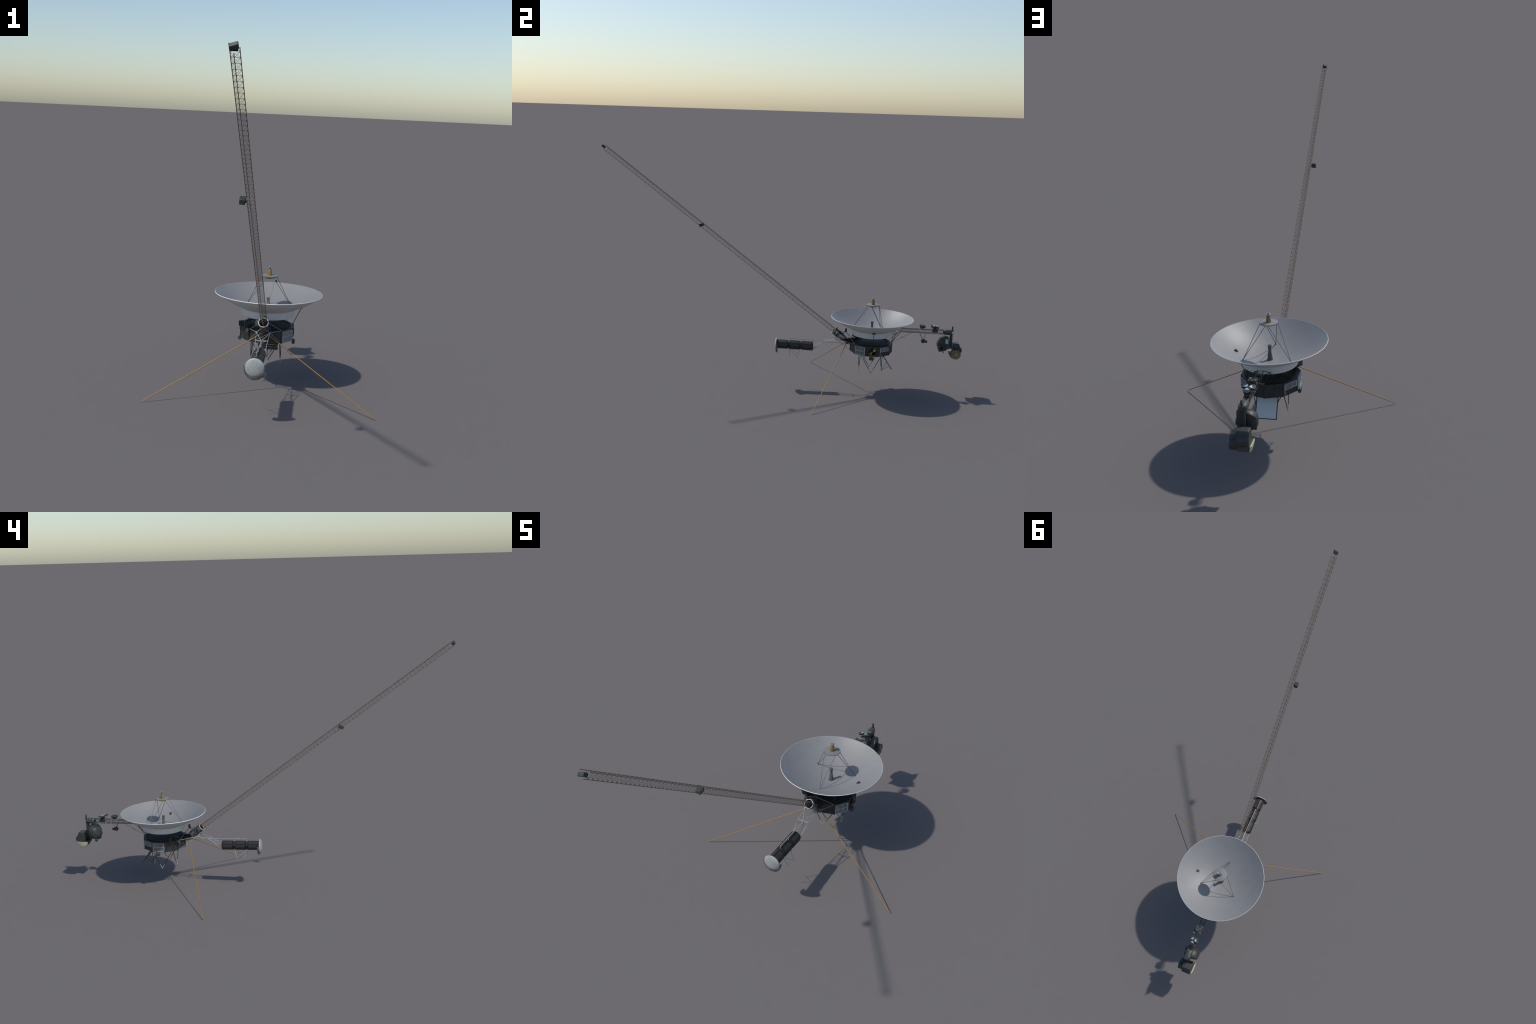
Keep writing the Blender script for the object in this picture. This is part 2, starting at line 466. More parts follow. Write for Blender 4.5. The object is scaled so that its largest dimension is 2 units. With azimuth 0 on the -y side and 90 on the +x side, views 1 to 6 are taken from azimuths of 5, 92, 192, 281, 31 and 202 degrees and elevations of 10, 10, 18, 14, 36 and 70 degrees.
# ---- launch-adapter struts: four V pairs under the bus with pale sleeves
for ang in (0, 90, 180, 270):
    tip = pol(0.0630, ang, 0.1050)
    t = V((-math.sin(math.radians(ang)), math.cos(math.radians(ang)), 0))
    out = V((math.cos(math.radians(ang)), math.sin(math.radians(ang)), 0))
    for s in (-1, 1):
        top = V((tip.x, tip.y, ZB + 0.001)) + t * s * 0.0605 - out * 0.0038
        mid = tip.lerp(top, 0.22)
        make("adapter_strut", Geo().tube(mid, top, 0.00165), "strut_dark", root)
        make("strut_sleeve", Geo().tube(tip, mid, 0.0017), "strut_pale", root)
    make("strut_tip", Geo().ball(tip, 0.0021), "strut_pale", root)

# ---- calibration target plate under the bus, slats behind
ptop, pbot = V((0, 0.5615, 0.2118)), V((0, 0.6165, 0.1275))
up = (ptop - pbot).normalized()
pn = V((0, up.z, -up.y))         # faces +y and up
pn = pn if pn.y > 0 else -pn
cc = (ptop + pbot) / 2
L = (ptop - pbot).length
ax = (V((1, 0, 0)), up, pn)
panel = make("target_plate", Geo().box(cc, (0.0790, L - 0.003, 0.0016), ax), "panel", root, bevel=0.0004)
g = Geo()
for s in (-1, 1):
    g.box(cc + V((1, 0, 0)) * s * 0.0410, (0.0032, L, 0.0026), ax)
g.box(pbot, (0.0852, 0.0032, 0.0026), ax)
g.box(ptop, (0.0852, 0.0032, 0.0026), ax)
make("plate_frame", g, "strut_dark", panel, bevel=0.0004)
make("plate_back", Geo().box(cc - pn * 0.0015, (0.0790, L - 0.003, 0.0010), ax), "strut_dark", panel)
for i in range(7):
    pz = pbot.lerp(ptop, (i + 0.45) / 7)
    make("plate_slat", Geo().box(pz - pn * 0.0034, (0.0800, 0.0044, 0.0020), ax), "strut_pale", panel)
btip = pol(0.0640, 90, 0.105)
for q in (pbot.lerp(ptop, 0.10), pbot.lerp(ptop, 0.38)):
    make("plate_brace", Geo().tube(btip, q - pn * 0.001, 0.0010), "strut_dark", panel)

# ---- lattice boom for the field sensors
D = V((0, -0.7986, 0.6019)).normalized()
X = V((1, 0, 0))
U = X.cross(D)
U = U if U.z > 0 else -U
B0 = V((0, 0.2938, 0.3247))
h = 0.0222
LIFT = U * 0.0030           # the lattice sits a little above the canister axis
offs = [LIFT + X * 0.0126 + U * h / 3, LIFT + X * -0.0120 + U * h / 3, LIFT + X * 0.0013 + U * -2 * h / 3]
bay, t0, t1 = 0.02232, -0.050, 1.598
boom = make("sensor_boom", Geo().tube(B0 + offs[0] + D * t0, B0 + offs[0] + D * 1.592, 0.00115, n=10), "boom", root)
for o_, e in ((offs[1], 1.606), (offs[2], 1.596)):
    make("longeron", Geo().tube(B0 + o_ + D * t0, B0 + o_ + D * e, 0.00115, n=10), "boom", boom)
g, gd, gn = Geo(), Geo(), Geo()
for o_, e in zip(offs, (1.592, 1.606, 1.596)):
    gn.ball(B0 + o_ + D * e, 0.0015, n=8)
nb = int((t1 - t0) / bay)
for i in range(nb + 1):
    t = t1 - 0.0168 - i * bay
    P = [B0 + o_ + D * t for o_ in offs]
    for a in range(3):
        b = (a + 1) % 3
        g.tube(P[a], P[b], 0.00050, n=5)
        gn.ball(P[a], 0.0013, n=6)
        if i < nb:
            Q = [p - D * bay for p in P]
            gd.tube(P[a], Q[b], 0.00027, n=4)
            gd.tube(P[b], Q[a], 0.00027, n=4)
make("batten", g, "wire", boom, stuff=True)
make("diagonal_wire", gd, "wire", boom, stuff=True)
make("boom_joint", gn, "strut_dark", boom, stuff=True)

def sensor_box(c, size, ax):
    """field sensor: rounded blanketed block"""
    return make("field_sensor", Geo().box(c, size, ax), "dark", boom, bevel=0.0026, seg=3, smooth=50)
tipc = V((0.0006, -0.9902, 1.2925))
tx = V((0.955, 0.0, 0.29)).normalized()
tn = tx.cross(D).normalized()
sensor_box(tipc, (0.0238, 0.0172, 0.0125), (tx, D, tn))
make("sensor_bracket", Geo().box(tipc - D * 0.0095, (0.020, 0.012, 0.0016), (X, U, D)), "strut_dark", boom)
midc = V((-0.0225, -0.4549, 0.8830))
ml = V((0.04, -0.93, -0.36)).normalized()
mx_ = V((1, 0.04, -0.06)).normalized()
sensor_box(midc, (0.0190, 0.0270, 0.0178), (mx_, ml, mx_.cross(ml)))
make("sensor_bracket", Geo().box(midc + X * 0.0105, (0.006, 0.010, 0.010), (X, U, D)), "strut_dark", boom)

# ---- canister the boom unrolls from
cax = -D
can = make("boom_canister", Geo().lathe([(0.0178, 0.001), (0.0190, 0.002), (0.0192, 0.020), (0.0199, 0.0205), (0.0199, 0.0225), (0.0194, 0.023), (0.0194, 0.056),
                                         (0.0190, 0.062), (0.0176, 0.070), (0.0150, 0.078), (0.0105, 0.085), (0.0, 0.089)], B0, axis=cax, n=40), "canister", root, smooth=40)
make("canister_liner", Geo().lathe([(0.0170, 0.0), (0.0168, 0.055), (0, 0.055)], B0, axis=cax, n=32), "black", can)
make("canister_ring", Geo().lathe([(0.0176, -0.0010), (0.0182, -0.0022), (0.0204, -0.0022), (0.0211, -0.0012), (0.0211, 0.0012), (0.0204, 0.0022), (0.0182, 0.0022), (0.0176, 0.0014), (0.0176, -0.0010)], B0, axis=cax, n=48), "ring", can, smooth=50)
# brown foil band along the lower side and straps
make("canister_band", Geo().lathe([(0.0194, 0.004), (0.0201, 0.0045), (0.0201, 0.019), (0.0194, 0.0195)], B0, axis=cax, n=20, arc=(-1.0, 1.0), u=-U), "canister_brown", can)
make("canister_band", Geo().lathe([(0.0196, 0.0245), (0.0203, 0.025), (0.0203, 0.046), (0.0196, 0.0465)], B0, axis=cax, n=14, arc=(-0.5, 0.5), u=-U), "canister_brown", can)
make("canister_strap", Geo().lathe([(0.0195, 0.0185), (0.0204, 0.0188), (0.0204, 0.0205), (0.0195, 0.0208)], B0, axis=cax, n=20, arc=(-0.9, 0.9), u=U), "gold", can)
kc = V((-0.0220, 0.3065, 0.3185))
make("motor_housing", Geo().lathe([(0, -0.0125), (0.0085, -0.0125), (0.0115, -0.009), (0.0122, 0.001), (0.0115, 0.008), (0.0080, 0.0120), (0, 0.0128)], kc, axis=(0, 0.10, 1), n=22), "green", can, bevel=0.0006)
make("release_latch", Geo().box(B0 + U * 0.0215 + cax * 0.003 + X * 0.004, (0.012, 0.005, 0.007), (X, U, cax)), "dark", can, bevel=0.0008)
# saddle between canister and bus
rings = []
for (y, z, wx, hz) in ((0.361, 0.270, 0.010, 0.008), (0.374, 0.268, 0.018, 0.014), (0.392, 0.268, 0.022, 0.017), (0.412, 0.268, 0.024, 0.012)):
    rings.append([V((wx * math.cos(t) * (abs(math.cos(t)) ** -0.4), y, z + hz * math.sin(t))) for t in [2 * pi * (i + 0.5) / 16 for i in range(16)]])
make("canister_saddle", Geo().loft(rings), "blanket_top", can, bevel=0.001, smooth=40)

# mast block above the canister with its four legs
bt = V((0.0, 0.3597, 0.3175))
make("sensor_mast", Geo().lathe([(0, 0.0010), (0.0052, 0.0010), (0.0057, 0.0025), (0.0057, 0.0178), (0.0050, 0.0192), (0, 0.0192)], bt, n=18), "dark", root)
for e in (V((0.0655, 0.4085, ZT)), V((-0.0620, 0.4020, ZT))):
    make("mast_leg", Geo().tube(bt, e, 0.00115), "strut_grey", root)
for e in (B0 + U * 0.019 + cax * 0.030, B0 + X * 0.012 + U * 0.015 + cax * 0.046, B0 - X * 0.012 + U * 0.015 + cax * 0.046):
    make("mast_leg", Geo().tube(bt, e, 0.0009), "strut_dark", root)

# ---- two whip antennas
for s in (-1, 1):
    a, b = V((s * 0.0145, 0.3655, 0.2590)), V((s * 0.4562, 0.1805, 0.0017))
    w = make("whip_antenna", Geo().tube(a, b, 0.0021, 0.0018, n=12), "whip", root)
    make("whip_root", Geo().tube(a - (b - a).normalized() * 0.008, a + (b - a).normalized() * 0.001, 0.0030, 0.0026, n=14), "dark", w)
make("whip_mount", Geo().box((0, 0.366, 0.2575), (0.040, 0.010, 0.009)), "dark", root, bevel=0.001)

# ---- power-source boom
apL, apR = V((-0.0272, 0.3098, 0.2800)), V((0.0268, 0.3100, 0.2798))
mdL, mdR = V((-0.0246, 0.2480, 0.2635)), V((0.0243, 0.2500, 0.2630))
mdT = V((0.0, 0.2415, 0.2620))
mdB = V((0.0, 0.2470, 0.2555))
pw = bpy.data.objects.new("power_boom", None)
bpy.context.scene.collection.objects.link(pw)
pw.parent = root
PS = [(0.0003, 0.1816, 0.2285), (0.0003, -0.0205, 0.2342)]
A0, A1 = V(PS[0]), V(PS[1])
pax = (A1 - A0).normalized()
pup = V((0, -pax.z, pax.y)); pup = pup if pup.z > 0 else -pup
ctop = lambda ang, r=0.0205, e=0.0: A0 + pax * e + r * (X * math.cos(math.radians(ang)) + pup * math.sin(math.radians(ang)))
def rod(a, b, r=0.00082, mat="strut_pale", name="boom_tube"):
    return make(name, Geo().tube(a, b, r), mat, pw)
for ap, s in ((apL, -1), (apR, 1)):
    rod(ap, corner(0 + (1 if s > 0 else 9), RB - 0.001, ZT - 0.001), 0.00105, "strut_grey" if s > 0 else "strut_pale")
    rod(ap, corner(1 if s > 0 else 9, RB - 0.001, ZB + 0.001), 0.00105, "strut_grey" if s > 0 else "strut_pale")
    rod(ap, B0 + cax * 0.016 - U * 0.0185 + X * s * 0.006, 0.0012, "strut_pale" if s < 0 else "strut_grey")
    rod(ap, V((s * 0.004, 0.388, 0.258)), 0.0011, "strut_grey")
    md = mdL if s < 0 else mdR
    rod(ap, md)
    rod(ap, mdT, 0.0010)
    make("boom_node", Geo().box(ap, (0.008, 0.006, 0.0045)), "strut_pale", pw, bevel=0.001)
    make("boom_node", Geo().box(md, (0.0042, 0.0055, 0.0045)), "strut_pale", pw, bevel=0.0008)
    make("copper_clip", Geo().tube(md + V((0, 0.003, 0.0005)), md + V((0, 0.0062, 0.0012)), 0.0017), "copper", pw)
    rod(md, ctop(160 if s < 0 else 20, 0.0208), 0.00095)
    rod(md, ctop(210 if s < 0 else 330, 0.0208), 0.00095)
    rod(mdB, ctop(225 if s < 0 else 315, 0.0205), 0.0010)
    rod(md, mdB, 0.0009)
rod(apR, mdL, 0.0010, "strut_grey")
rod(mdL, mdR, 0.0010)
rod(mdT, mdB, 0.0012)
rod(mdL, mdT, 0.0008); rod(mdR, mdT, 0.0008)
rod(mdB, V((0, 0.390, 0.252)), 0.0011, "strut_grey")
q = mdB.lerp(V((0, 0.390, 0.252)), 0.28)
make("tube_coupling", Geo().tube(q - V((0, .003, 0)), q + V((0, .003, 0)), 0.0020), "strut_pale", pw)
make("copper_clip", Geo().tube(mdT + V((-.002, .001, .001)), mdT + V((.002, .004, .001)), 0.0022), "copper", pw)
rod(mdB, ctop(90, 0.0195), 0.0011)
# cable conduit running over the units, with posts down to the joints
make("conduit", Geo().path([mdT, (0.0003, 0.228, 0.2617), (0, 0.2151, 0.2622), (0, 0.205, 0.2628), (-0.0005, 0.1181, 0.2655), (-0.0008, 0.0510, 0.2680)], 0.0017, n=10), "strut_pale", pw)
for y in (0.1181, 0.0516):
    zt = 0.2655 + (0.1181 - y) * 0.0372
    make("conduit_post", Geo().tube((0, y, zt), (0, y, zt - 0.016), 0.0014), "strut_pale", pw)

# three stacked generator units
total = (A1 - A0).length
ul = total / 3
for i in range(3):
    s0, s1 = i * ul + (0.004 if i else 0.0), (i + 1) * ul - (0.004 if i < 2 else 0.0)
    prof = [(0, s0), (0.0200, s0), (0.0222, s0 + 0.0008), (0.0241, s0 + 0.002), (0.0241, s0 + 0.0048), (0.0226, s0 + 0.0052),
            (0.0226, s1 - 0.0052), (0.0241, s1 - 0.0048), (0.0241, s1 - 0.002), (0.0222, s1 - 0.0008), (0.0200, s1), (0, s1)]
    unit = make("generator_unit", Geo().lathe(prof, A0, axis=pax, n=48), "rtg_black", pw, smooth=30)
    # fine heat fins in six sectors between six heavy longitudinal bars
    gf, gb = Geo(), Geo()
    for k in range(6):
        a = 2 * pi * k / 6 + pi / 6
        ra = X * math.cos(a) + pup * math.sin(a)
        ta = pax.cross(ra)
        gb.box(A0 + pax * (s0 + s1) / 2 + ra * 0.0228, (s1 - s0 - 0.004, 0.0046, 0.0046), (pax, ta, ra))
        for j in range(9):
            b = a + 2 * pi / 6 * (j + 1) / 10
            rb = X * math.cos(b) + pup * math.sin(b)
            tb = pax.cross(rb)
            gf.box(A0 + pax * (s0 + s1) / 2 + rb * 0.0230, (s1 - s0 - 0.0125, 0.0012, 0.0012), (pax, tb, rb))
    gb.lathe([(0.0225, (s0 + s1) / 2 - 0.0006), (0.0240, (s0 + s1) / 2 - 0.0006), (0.0240, (s0 + s1) / 2 + 0.0006), (0.0225, (s0 + s1) / 2 + 0.0006)], A0, axis=pax, n=48)
    make("heavy_bar", gb, "rtg_black", unit, bevel=0.0004)
    make("heat_fin", gf, "rtg_fin", unit, stuff=True)
    if i < 2:
        make("joint_collar", Geo().lathe([(0.0205, s1 - 0.001), (0.0211, s1 + 0.002), (0.0211, s1 + 0.006), (0.0205, s1 + 0.009)], A0, axis=pax, n=40), "strut_dark", pw)
# hanging V legs under the units
for s in (-1, 1):
    p1, p2 = V((s * 0.0370, 0.0965, 0.1706)), V((s * 0.0365, 0.0558, 0.1722))
    j1, j2 = ctop(270 + s * 35, 0.0195, ul), ctop(270 + s * 35, 0.0195, 2 * ul)
    for a, b in ((j1, p1), (j2, p1), (j2, p2)):
        make("hanging_leg", Geo().tube(a, b, 0.00095), "strut_pale", pw)
    make("leg_foot", Geo().ball(p1, 0.0016), "strut_grey", pw)
    make("leg_foot", Geo().ball(p2, 0.0014), "strut_grey", pw)
# end cap: convex round plate and half skirt below
ec = V((0.0002, -0.0262, 0.2343))
cap = make("end_cap", Geo().lathe([(0, 0.0062), (0.008, 0.0060), (0.016, 0.0050), (0.023, 0.0036), (0.029, 0.0016), (0.0335, -0.0008), (0.0356, -0.0026), (0.0352, -0.0042), (0.030, -0.0036), (0, -0.0025)],
                                  ec, axis=pax, n=64), "cap", pw, smooth=50)
rings, n = [], 56
for (rx, rz, dd, wav) in ((0.0349, 0.0349, -0.0020, 0), (0.0388, 0.0430, -0.0027, .2), (0.0403, 0.0474, -0.0050, .6), (0.0407, 0.0490, -0.0090, 1),
                          (0.0407, 0.0492, -0.0126, 1), (0.0390, 0.0472, -0.0128, 1), (0.0365, 0.0400, -0.0070, 0), (0.0345, 0.0345, -0.0042, 0)):
    ring = []
    for i in range(n + 1):
        a = pi + math.radians(-5) + (pi + math.radians(10)) * i / n
        sc = 1 + 0.014 * wav * (abs(math.sin(a * 8)) - 0.6)
        ring.append(ec + pax * dd + X * rx * math.cos(a) + pup * rz * sc * math.sin(a))
    rings.append(ring)
vs = [p for r in rings for p in r]
fs = []
for k in range(len(rings) - 1):
    for i in range(n):
        fs.append((k * (n + 1) + i, k * (n + 1) + i + 1, (k + 1) * (n + 1) + i + 1, (k + 1) * (n + 1) + i))
for e in (0, n):
    fs.append(tuple(k * (n + 1) + e for k in range(len(rings))))
make("cap_skirt", Geo().add(vs, fs), "cap_rim", cap, smooth=40)
make("cap_neck", Geo().lathe([(0.019, -0.008), (0.024, -0.0045), (0.026, -0.002)], ec, axis=pax, n=40), "strut_dark", cap)

# ---- science boom
sb = bpy.data.objects.new("science_boom", None)
bpy.context.scene.collection.objects.link(sb)
sb.parent = root
ys, ye = 0.6630, 0.8960
def chord(sx, top, y):
    t = (y - ys) / (ye - ys)
    return V((sx * 0.0106, y, (0.3495 + 0.0005 * t) if top else (0.3330 - 0.0035 * t)))
for sx in (-1, 1):
    for top in (0, 1):
        make("boom_chord", Geo().tube(chord(sx, top, ys), chord(sx, top, ye), 0.00115), "strut_dark", sb)
nbay = 7
gj = Geo()
for i in range(nbay + 1):
    y = ys + (ye - ys) * i / nbay
    c4 = [chord(-1, 0, y), chord(1, 0, y), chord(1, 1, y), chord(-1, 1, y)]
    fr = Geo()
    for a in range(4):
        fr.tube(c4[a], c4[(a + 1) % 4], 0.0009, n=6)
        gj.box(c4[a], (0.0032, 0.0034, 0.0032))
    make("cross_frame", fr, "strut_grey", sb)
    if i < nbay:
        y2 = ys + (ye - ys) * (i + 1) / nbay
        d4 = [chord(-1, 0, y2), chord(1, 0, y2), chord(1, 1, y2), chord(-1, 1, y2)]
        x4 = Geo()
        for a in range(4):
            b = (a + 1) % 4
            x4.tube(c4[a], d4[b], 0.00045, n=4).tube(c4[b], d4[a], 0.00045, n=4)
        make("cross_wire", x4, "strut_dark", sb)
make("chord_joint", gj, "strut_pale", sb, stuff=True)
fa, fb = V((-0.0015, 0.6115, ZT + .004)), V((0.0175, 0.6115, ZT + .004))
for sx in (-1, 1):
    ap = V((sx * 0.0300, 0.6380, 0.3325))
    legs = [(ap, V((sx * 0.040, 0.5745, ZT + 0.003)), .00125), (ap, fa if sx < 0 else fb, .00135), (ap, chord(sx, 1, ys), .00125), (ap, chord(sx, 0, ys), .0011),
            (ap, V((sx * 0.022, 0.609, 0.318)), .0011), (chord(sx, 0, ys), fa if sx > 0 else fb, .0009)]
    for a, b, r in legs:
        make("boom_leg", Geo().tube(a, b, r), "strut_dark", sb)
    make("leg_joint", Geo().ball(ap, 0.0024), "strut_dark", sb)
make("boom_stay", Geo().tube((0, 0.7285, 0.3315), (0.001, 0.6165, 0.2705), 0.0010), "strut_grey", sb)
make("foot_bar", Geo().tube(fa, fb, 0.0018), "strut_grey", sb)
make("stay_coupling", Geo().tube((0, 0.668, 0.2975), (0, 0.676, 0.3015), 0.0017), "strut_dark", sb)

# bowl-shaped plasma instrument on top
pc = V((0.0, 0.7790, 0.3632))
g = Geo()
rings = []
for z, r in ((-0.0065, 0.0095), (-0.003, 0.0140), (0.002, 0.0172), (0.0085, 0.0182), (0.0095, 0.0165), (0.007, 0.0130)):
    rings.append([pc + V((r * math.cos(t) * (1 - 0.13 * math.cos(4 * t)), r * math.sin(t) * (1 - 0.13 * math.cos(4 * t)), z + 0.0012 * math.sin(t))) for t in [2 * pi * (i + 0.5) / 16 for i in range(16)]])
g.loft(rings)
plasma = make("plasma_sensor", g, "green", sb, bevel=0.0006, smooth=30)
for a, hh, r in ((20, 0.005, 0.0032), (140, 0.006, 0.0026), (265, 0.0075, 0.0034)):
    q = pc + V((0.0085 * math.cos(math.radians(a)), 0.0085 * math.sin(math.radians(a)), 0.006))
    make("cup_horn", Geo().lathe([(0, 0), (r * 1.2, 0), (r * 0.8, hh * 0.7), (r, hh), (r * 0.6, hh), (0, hh * 0.6)], q, axis=(0.5 * math.cos(math.radians(a)), 0.5 * math.sin(math.radians(a)), 1), n=14), "dark", plasma)
for sx in (-1, 1):
    for dy in (-0.011, 0.011):
        make("sensor_leg", Geo().tube(pc + V((sx * 0.006, dy * 0.6, -0.005)), chord(sx, 1, pc.y + dy), 0.0008), "strut_grey", plasma)

# three-mirror cosmic-ray detector
mc = V((0.0005, 0.8462, 0.3690))
det = make("ray_detector", Geo().lathe([(0, -0.012), (0.009, -0.012), (0.010, -0.006), (0.014, -0.001), (0.012, 0.002), (0, 0.003)], mc, n=20), "dark", sb)
make("detector_box", Geo().box((0, 0.8470, 0.3465), (0.026, 0.0305, 0.0175)), "dark", sb, bevel=0.0025)
for a in (80, 200, 320):
    ca, sa = math.cos(math.radians(a)), math.sin(math.radians(a))
    rad = V((ca, sa, -0.17)).normalized()
    tan = V((-sa, ca, 0))
    tilt = Matrix.Rotation(math.radians(-13), 3, "X")
    rad, tan = tilt @ rad, tilt @ tan
    nn = rad.cross(tan); nn = nn if nn.z > 0 else -nn
    o0 = mc + V((0, 0, 0.006)) + rad * 0.0022
    def wedge(r0, r1, w0, w1, z):
        return [o0 + rad * r0 - tan * w0 + nn * z, o0 + rad * (r0 * .4 + r1 * .6) - tan * w1 + nn * z, o0 + rad * r1 - tan * w1 * .62 + nn * z,
                o0 + rad * r1 + tan * w1 * .62 + nn * z, o0 + rad * (r0 * .4 + r1 * .6) + tan * w1 + nn * z, o0 + rad * r0 + tan * w0 + nn * z]
    make("mirror_housing", Geo().loft([wedge(0.001, 0.0235, 0.002, 0.0125, -0.008), wedge(0.000, 0.0255, 0.002, 0.0140, 0.0)]), "dark", det, bevel=0.0008)
    def mtrap(z):
        return [o0 + rad * 0.0030 - tan * 0.0030 + nn * z, o0 + rad * 0.0125 - tan * 0.0088 + nn * z, o0 + rad * 0.0125 + tan * 0.0088 + nn * z, o0 + rad * 0.0030 + tan * 0.0030 + nn * z]
    make("mirror", Geo().loft([mtrap(-0.001), mtrap(0.0007)]), "mirror", det)
for sx, dy in ((1, -.018), (-1, -.018), (1, .016), (-1, .016)):
    make("detector_leg", Geo().tube(mc + V((sx * .014, dy * 1.0, -0.002)), chord(sx, 1, mc.y + dy * 0.8), 0.0008), "strut_grey", det)

# low-energy particle box hanging under the boom
lb = V((0.0235, 0.7825, 0.2900))
lo = make("particle_box", Geo().lathe([(0, -0.008), (0.0105, -0.008), (0.0122, -0.006), (0.0122, 0.006), (0.0105, 0.008), (0, 0.008)], lb, axis=(1, 0, 0), n=6), "dark", sb, bevel=0.0006, smooth=30)
make("particle_aperture", Geo().box(lb + V((0.002, 0.0148, -0.0012)), (0.013, 0.0145, 0.0125), (X, V((0, 1, -.14)), V((0, .14, 1)))), "dark", lo, bevel=0.0008)
make("aperture_cover", Geo().box(lb + V((0.002, 0.0165, 0.0058)), (0.012, 0.011, 0.0012), (X, V((0, 1, -.14)), V((0, .14, 1)))), "silver", lo)
for a, b in (((.018, .779, .298), chord(1, 0, .7625)), ((.028, .785, .298), chord(1, 0, .7625)), ((.018, .785, .298), chord(-1, 0, .7625)),
             ((.020, .788, .298), chord(1, 0, .7955)), ((.026, .790, .296), chord(1, 0, .7955))):
    make("box_leg", Geo().tube(a, b, 0.0007), "strut_dark", lo)

# ---- scan platform at the boom end
sp = bpy.data.objects.new("scan_platform", None)
bpy.context.scene.collection.objects.link(sp)
sp.parent = root
# azimuth drive: plump can lying along the boom
rings = []
for y, k in ((0.8945, 0.72), (0.8965, 0.90), (0.900, 0.98), (0.910, 1.0), (0.928, 1.04), (0.9355, 0.98), (0.9400, 0.78)):
    rings.append([V((0.0162 * k * math.copysign(abs(math.cos(t)) ** 0.75, math.cos(t)), y, 0.3395 + 0.0145 * k * math.copysign(abs(math.sin(t)) ** 0.75, math.sin(t))))
                  for t in [2 * pi * i / 28 for i in range(28)]])
make("drive_housing", Geo().loft(rings), "green", sp, smooth=45)
make("drive_collar", Geo().box((0, 0.8950, 0.3395), (0.024, 0.004, 0.021)), "strut_dark", sp, bevel=0.001)
make("drive_spike", Geo().lathe([(0, 0.345), (0.0068, 0.345), (0.0068, 0.3485), (0.0044, 0.351), (0.0040, 0.366), (0.0028, 0.3735), (0, 0.3742)], (0.0, 0.9435, 0), n=16), "dark", sp)
# column
col = make("platform_column", Geo().box((0.0010, 0.9368, 0.290), (0.0215, 0.0122, 0.070)), "dark", sp, bevel=0.003, seg=3)
for zc in (0.349, 0.3275):
    make("column_flange", Geo().lathe([(0, -0.0016), (0.0098, -0.0016), (0.0104, -0.0008), (0.0104, 0.0008), (0.0098, 0.0016), (0, 0.0016)], (0.001, 0.9400, zc), n=24), "dark", col)
for dx in (-0.0072, 0.0, 0.0072):
    make("column_rib", Geo().tube((0.0015 + dx, 0.9427, 0.322), (0.0015 + dx, 0.9427, 0.258), 0.0018), "dark", col)
make("column_neck", Geo().box((0.0015, 0.9372, 0.325), (0.020, 0.0105, 0.020)), "dark", col, bevel=0.003)
make("cross_shaft", Geo().box((0.004, 0.936, 0.2545), (0.018, 0.034, 0.0095)), "dark", sp, bevel=0.001)
make("shaft_trim", Geo().box((0.0135, 0.9305, 0.2592), (0.002, 0.012, 0.0016)), "silver", sp)

# camera housing: lumpy D-shaped body lofted across x
outline = [(0.8840, 0.3115), (0.9020, 0.3190), (0.9185, 0.3190), (0.9235, 0.3120), (0.9245, 0.2900), (0.9240, 0.2490), (0.9120, 0.2480), (0.9105, 0.2400), (0.8900, 0.2365),
           (0.8815, 0.2335), (0.8735, 0.2410), (0.8685, 0.2530), (0.8662, 0.2680), (0.8680, 0.2850), (0.8730, 0.2985), (0.8780, 0.3060)]
oc = V((0, 0.9000, 0.2770))
def section(x, ky, kz, lump=0.0):
    """ky swells the side towards the bus, kz the height; the column side stays flat"""
    r = []
    for i, (y, z) in enumerate(outline):
        dy, dz = y - oc.y, z - oc.z
        kk = 1 + lump * math.sin(i * 2.1 + 0.6)
        r.append(V((x, oc.y + dy * (ky if dy < 0 else min(1, 0.35 + 0.65 * ky)) * kk, oc.z + dz * kz * kk)))
    return r
cam = make("camera_housing", Geo().loft([section(0.0262, 0.97, 0.98), section(0.0250, 1.0, 1.0), section(0.0180, 1.08, 1.0), section(0.0040, 1.13, 0.985, .01), section(-0.0110, 1.10, 0.95, .025),
                                          section(-0.0250, 0.98, 0.88, .04), section(-0.0350, 0.80, 0.72, .05), section(-0.0410, 0.55, 0.50, .05), section(-0.0435, 0.28, 0.26, .03)]), "dark", sp, bevel=0.0010, smooth=50)
# lumps on the side towards the bus
make("housing_lump", Geo().ball((0.000, 0.8708, 0.2835), 0.0092, n=16, sz=0.9), "dark", cam)
make("housing_lump", Geo().ball((-0.004, 0.8720, 0.2640), 0.0088, n=16, sz=0.9), "dark", cam)
make("housing_lump", Geo().ball((-0.022, 0.8900, 0.2700), 0.0200, n=20, sz=1.25), "dark", cam)
make("housing_lump", Geo().ball((-0.020, 0.8790, 0.2660), 0.0160, n=20, sz=1.2), "dark", cam)
def lens(name, y, z, r, x0, x1, mat):
    o = make(name, Geo().lathe([(r * 0.95, x0), (r, x0 + 0.001), (r, x1 - 0.0012), (r * 0.96, x1), (r * 0.80, x1), (r * 0.78, x1 - 0.006), (0, x1 - 0.006)], (0, y, z), axis=(1, 0, 0), n=28), mat, cam)
    make("lens_well", Geo().lathe([(0, x1 - 0.0050), (r * 0.79, x1 - 0.0050), (r * 0.79, x1 - 0.0015)], (0, y, z), axis=(1, 0, 0), n=28), "black", cam)
    return o
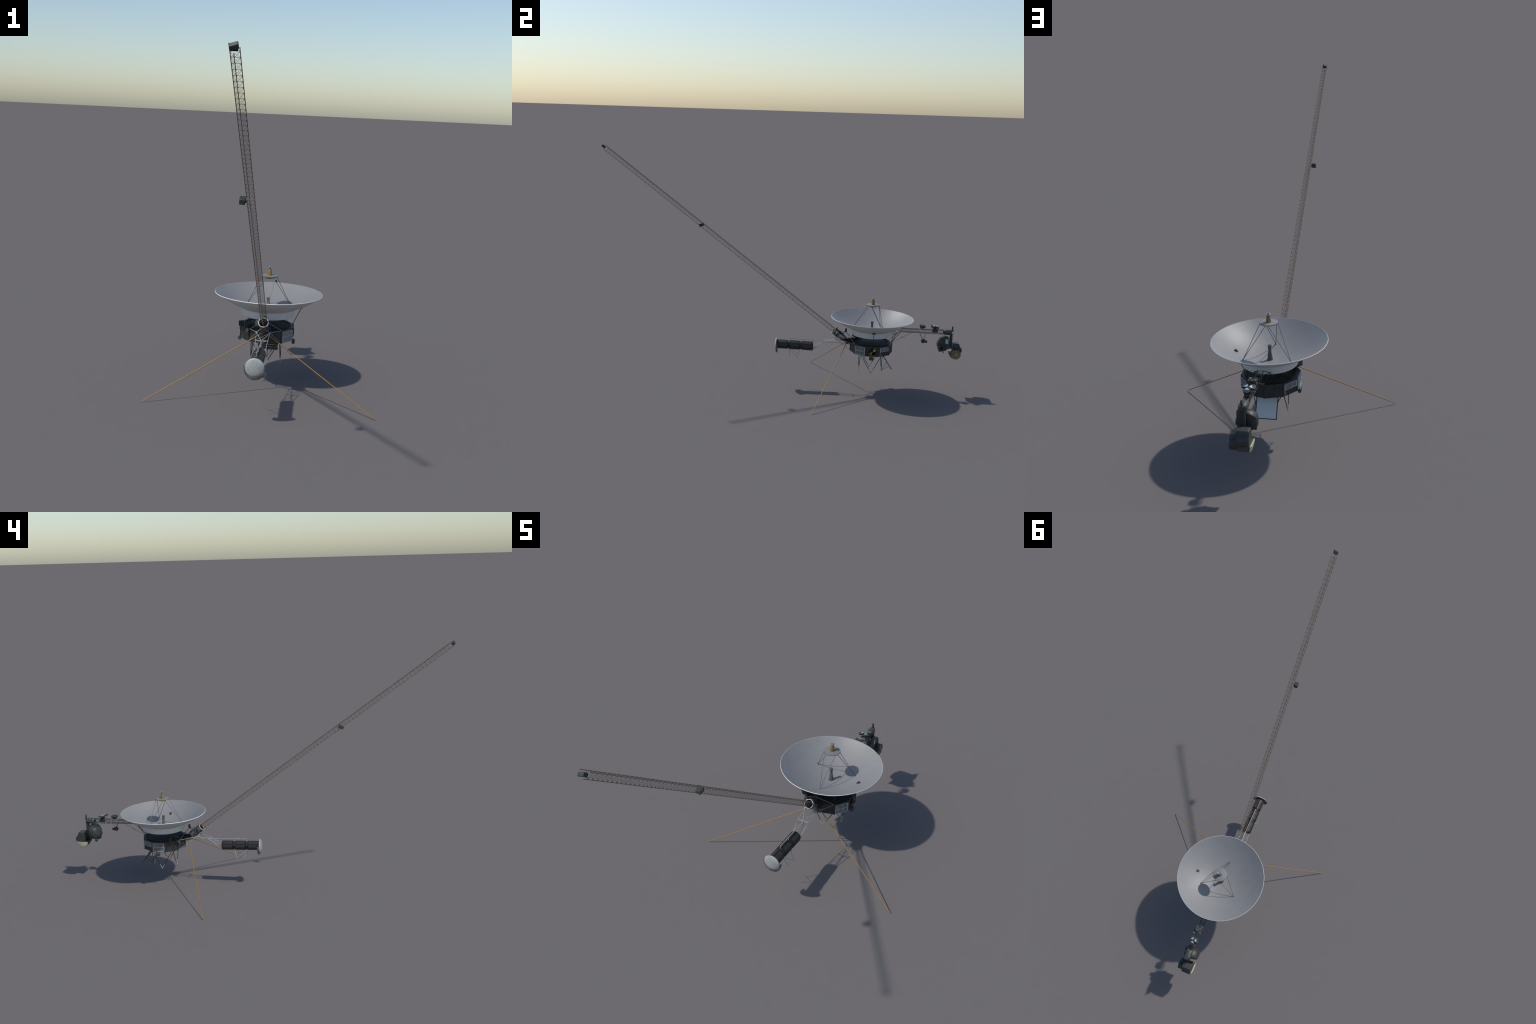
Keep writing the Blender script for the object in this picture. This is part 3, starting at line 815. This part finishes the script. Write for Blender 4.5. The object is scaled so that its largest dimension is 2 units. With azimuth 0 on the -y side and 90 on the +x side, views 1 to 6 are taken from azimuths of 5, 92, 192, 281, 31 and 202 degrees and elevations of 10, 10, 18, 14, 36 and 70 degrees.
lens("camera_lens", 0.8822, 0.2578, 0.0128, 0.018, 0.0400, "dark")
lens("camera_lens", 0.8805, 0.2898, 0.0060, 0.020, 0.0300, "silver")
make("side_plate", Geo().box((0.0272, 0.9120, 0.2930), (0.0012, 0.0150, 0.0255)), "pale_green", cam, bevel=0.0003)
make("photometer", Geo().tube((0.014, 0.8950, 0.2360), (0.014, 0.8990, 0.2235), 0.0024), "dark", cam)
make("polarimeter", Geo().tube((-0.0335, 0.8805, 0.2370), (-0.006, 0.8830, 0.2420), 0.0082, 0.0085, n=18), "green", cam, bevel=0.0015)

make("housing_lump", Geo().ball((0.0170, 0.8775, 0.2405), 0.0088, n=16), "green", cam)
# infrared spectrometer: box, drum, gilded mirror
rings = []
for z, (x0, x1, y0, y1) in ((0.2200, (-0.032, 0.0170, 0.9500, 0.9860)), (0.2700, (-0.0320, 0.0170, 0.9500, 0.9860)), (0.2790, (-0.0300, 0.0150, 0.9505, 0.9815))):
    rings.append([V((x0, y0, z)), V((x1, y0, z)), V((x1, y1, z)), V((x0, y1, z))])
ir = make("spectrometer", Geo().loft(rings), "dark", sp, bevel=0.0025, seg=3, smooth=40)
wx0, wx1 = -0.0330, 0.0130
pf = [(0.984, 0.2300), (0.984, 0.2655), (0.9905, 0.2600), (0.9990, 0.2480), (0.9992, 0.2300)]
make("spectrometer_hood", Geo().loft([[V((wx0, y, z)) for y, z in pf], [V((wx1, y, z)) for y, z in pf]]), "dark", ir, bevel=0.0012)
dc = V((0, 0.9620, 0.2245))
rd = 0.0278
make("mirror_drum", Geo().lathe([(0, 0.0120), (rd * 0.97, 0.0120), (rd, 0.0135), (rd, 0.0385), (rd * 0.985, 0.0398), (rd * 0.955, 0.0398), (rd * 0.95, 0.0370), (0, 0.0370)], dc, axis=(1, 0, 0), n=48), "dark", ir, smooth=40)
make("gilded_mirror", Geo().lathe([(rd * 0.953, 0.0378), (rd * 0.80, 0.0362 + 0.0008), (rd * 0.5, 0.0372), (0.0085, 0.0374), (0, 0.0374)], dc, axis=(1, 0, 0), n=48), "gold_disc", ir, smooth=60)
make("mirror_hub", Geo().lathe([(0, 0.037), (0.0088, 0.037), (0.0098, 0.0385), (0.0098, 0.0440), (0.0085, 0.0475), (0.005, 0.0490), (0, 0.0494)], dc, axis=(1, 0, 0), n=32), "blue_grey", ir, smooth=45)
# half drum running to -x with a sloped cream end
def halfring(x_top, x_bot, k, n=24):
    """lower half of an ellipse, its flat top edge kept level, leaning inwards at the bottom"""
    ring = []
    for i in range(n + 1):
        a = pi + pi * i / n
        f = -math.sin(a)
        ring.append(V((x_top + (x_bot - x_top) * f * k, dc.y + 0.0002 + 0.0308 * k * math.cos(a), dc.z + 0.0008 - 0.0335 * k * f)))
    return ring
make("half_drum", Geo().loft([halfring(0.0125, 0.0125, 1.0), halfring(-0.0340, -0.0285, 1.0)]), "green", ir, bevel=0.0006, smooth=40)
make("cream_mirror", Geo().loft([halfring(-0.0341, -0.0286, 0.995), halfring(-0.0362, -0.0307, 0.95), halfring(-0.0384, -0.0329, 0.80), halfring(-0.0398, -0.0343, 0.58), halfring(-0.0404, -0.0349, 0.30)]), "lip", ir, smooth=60)
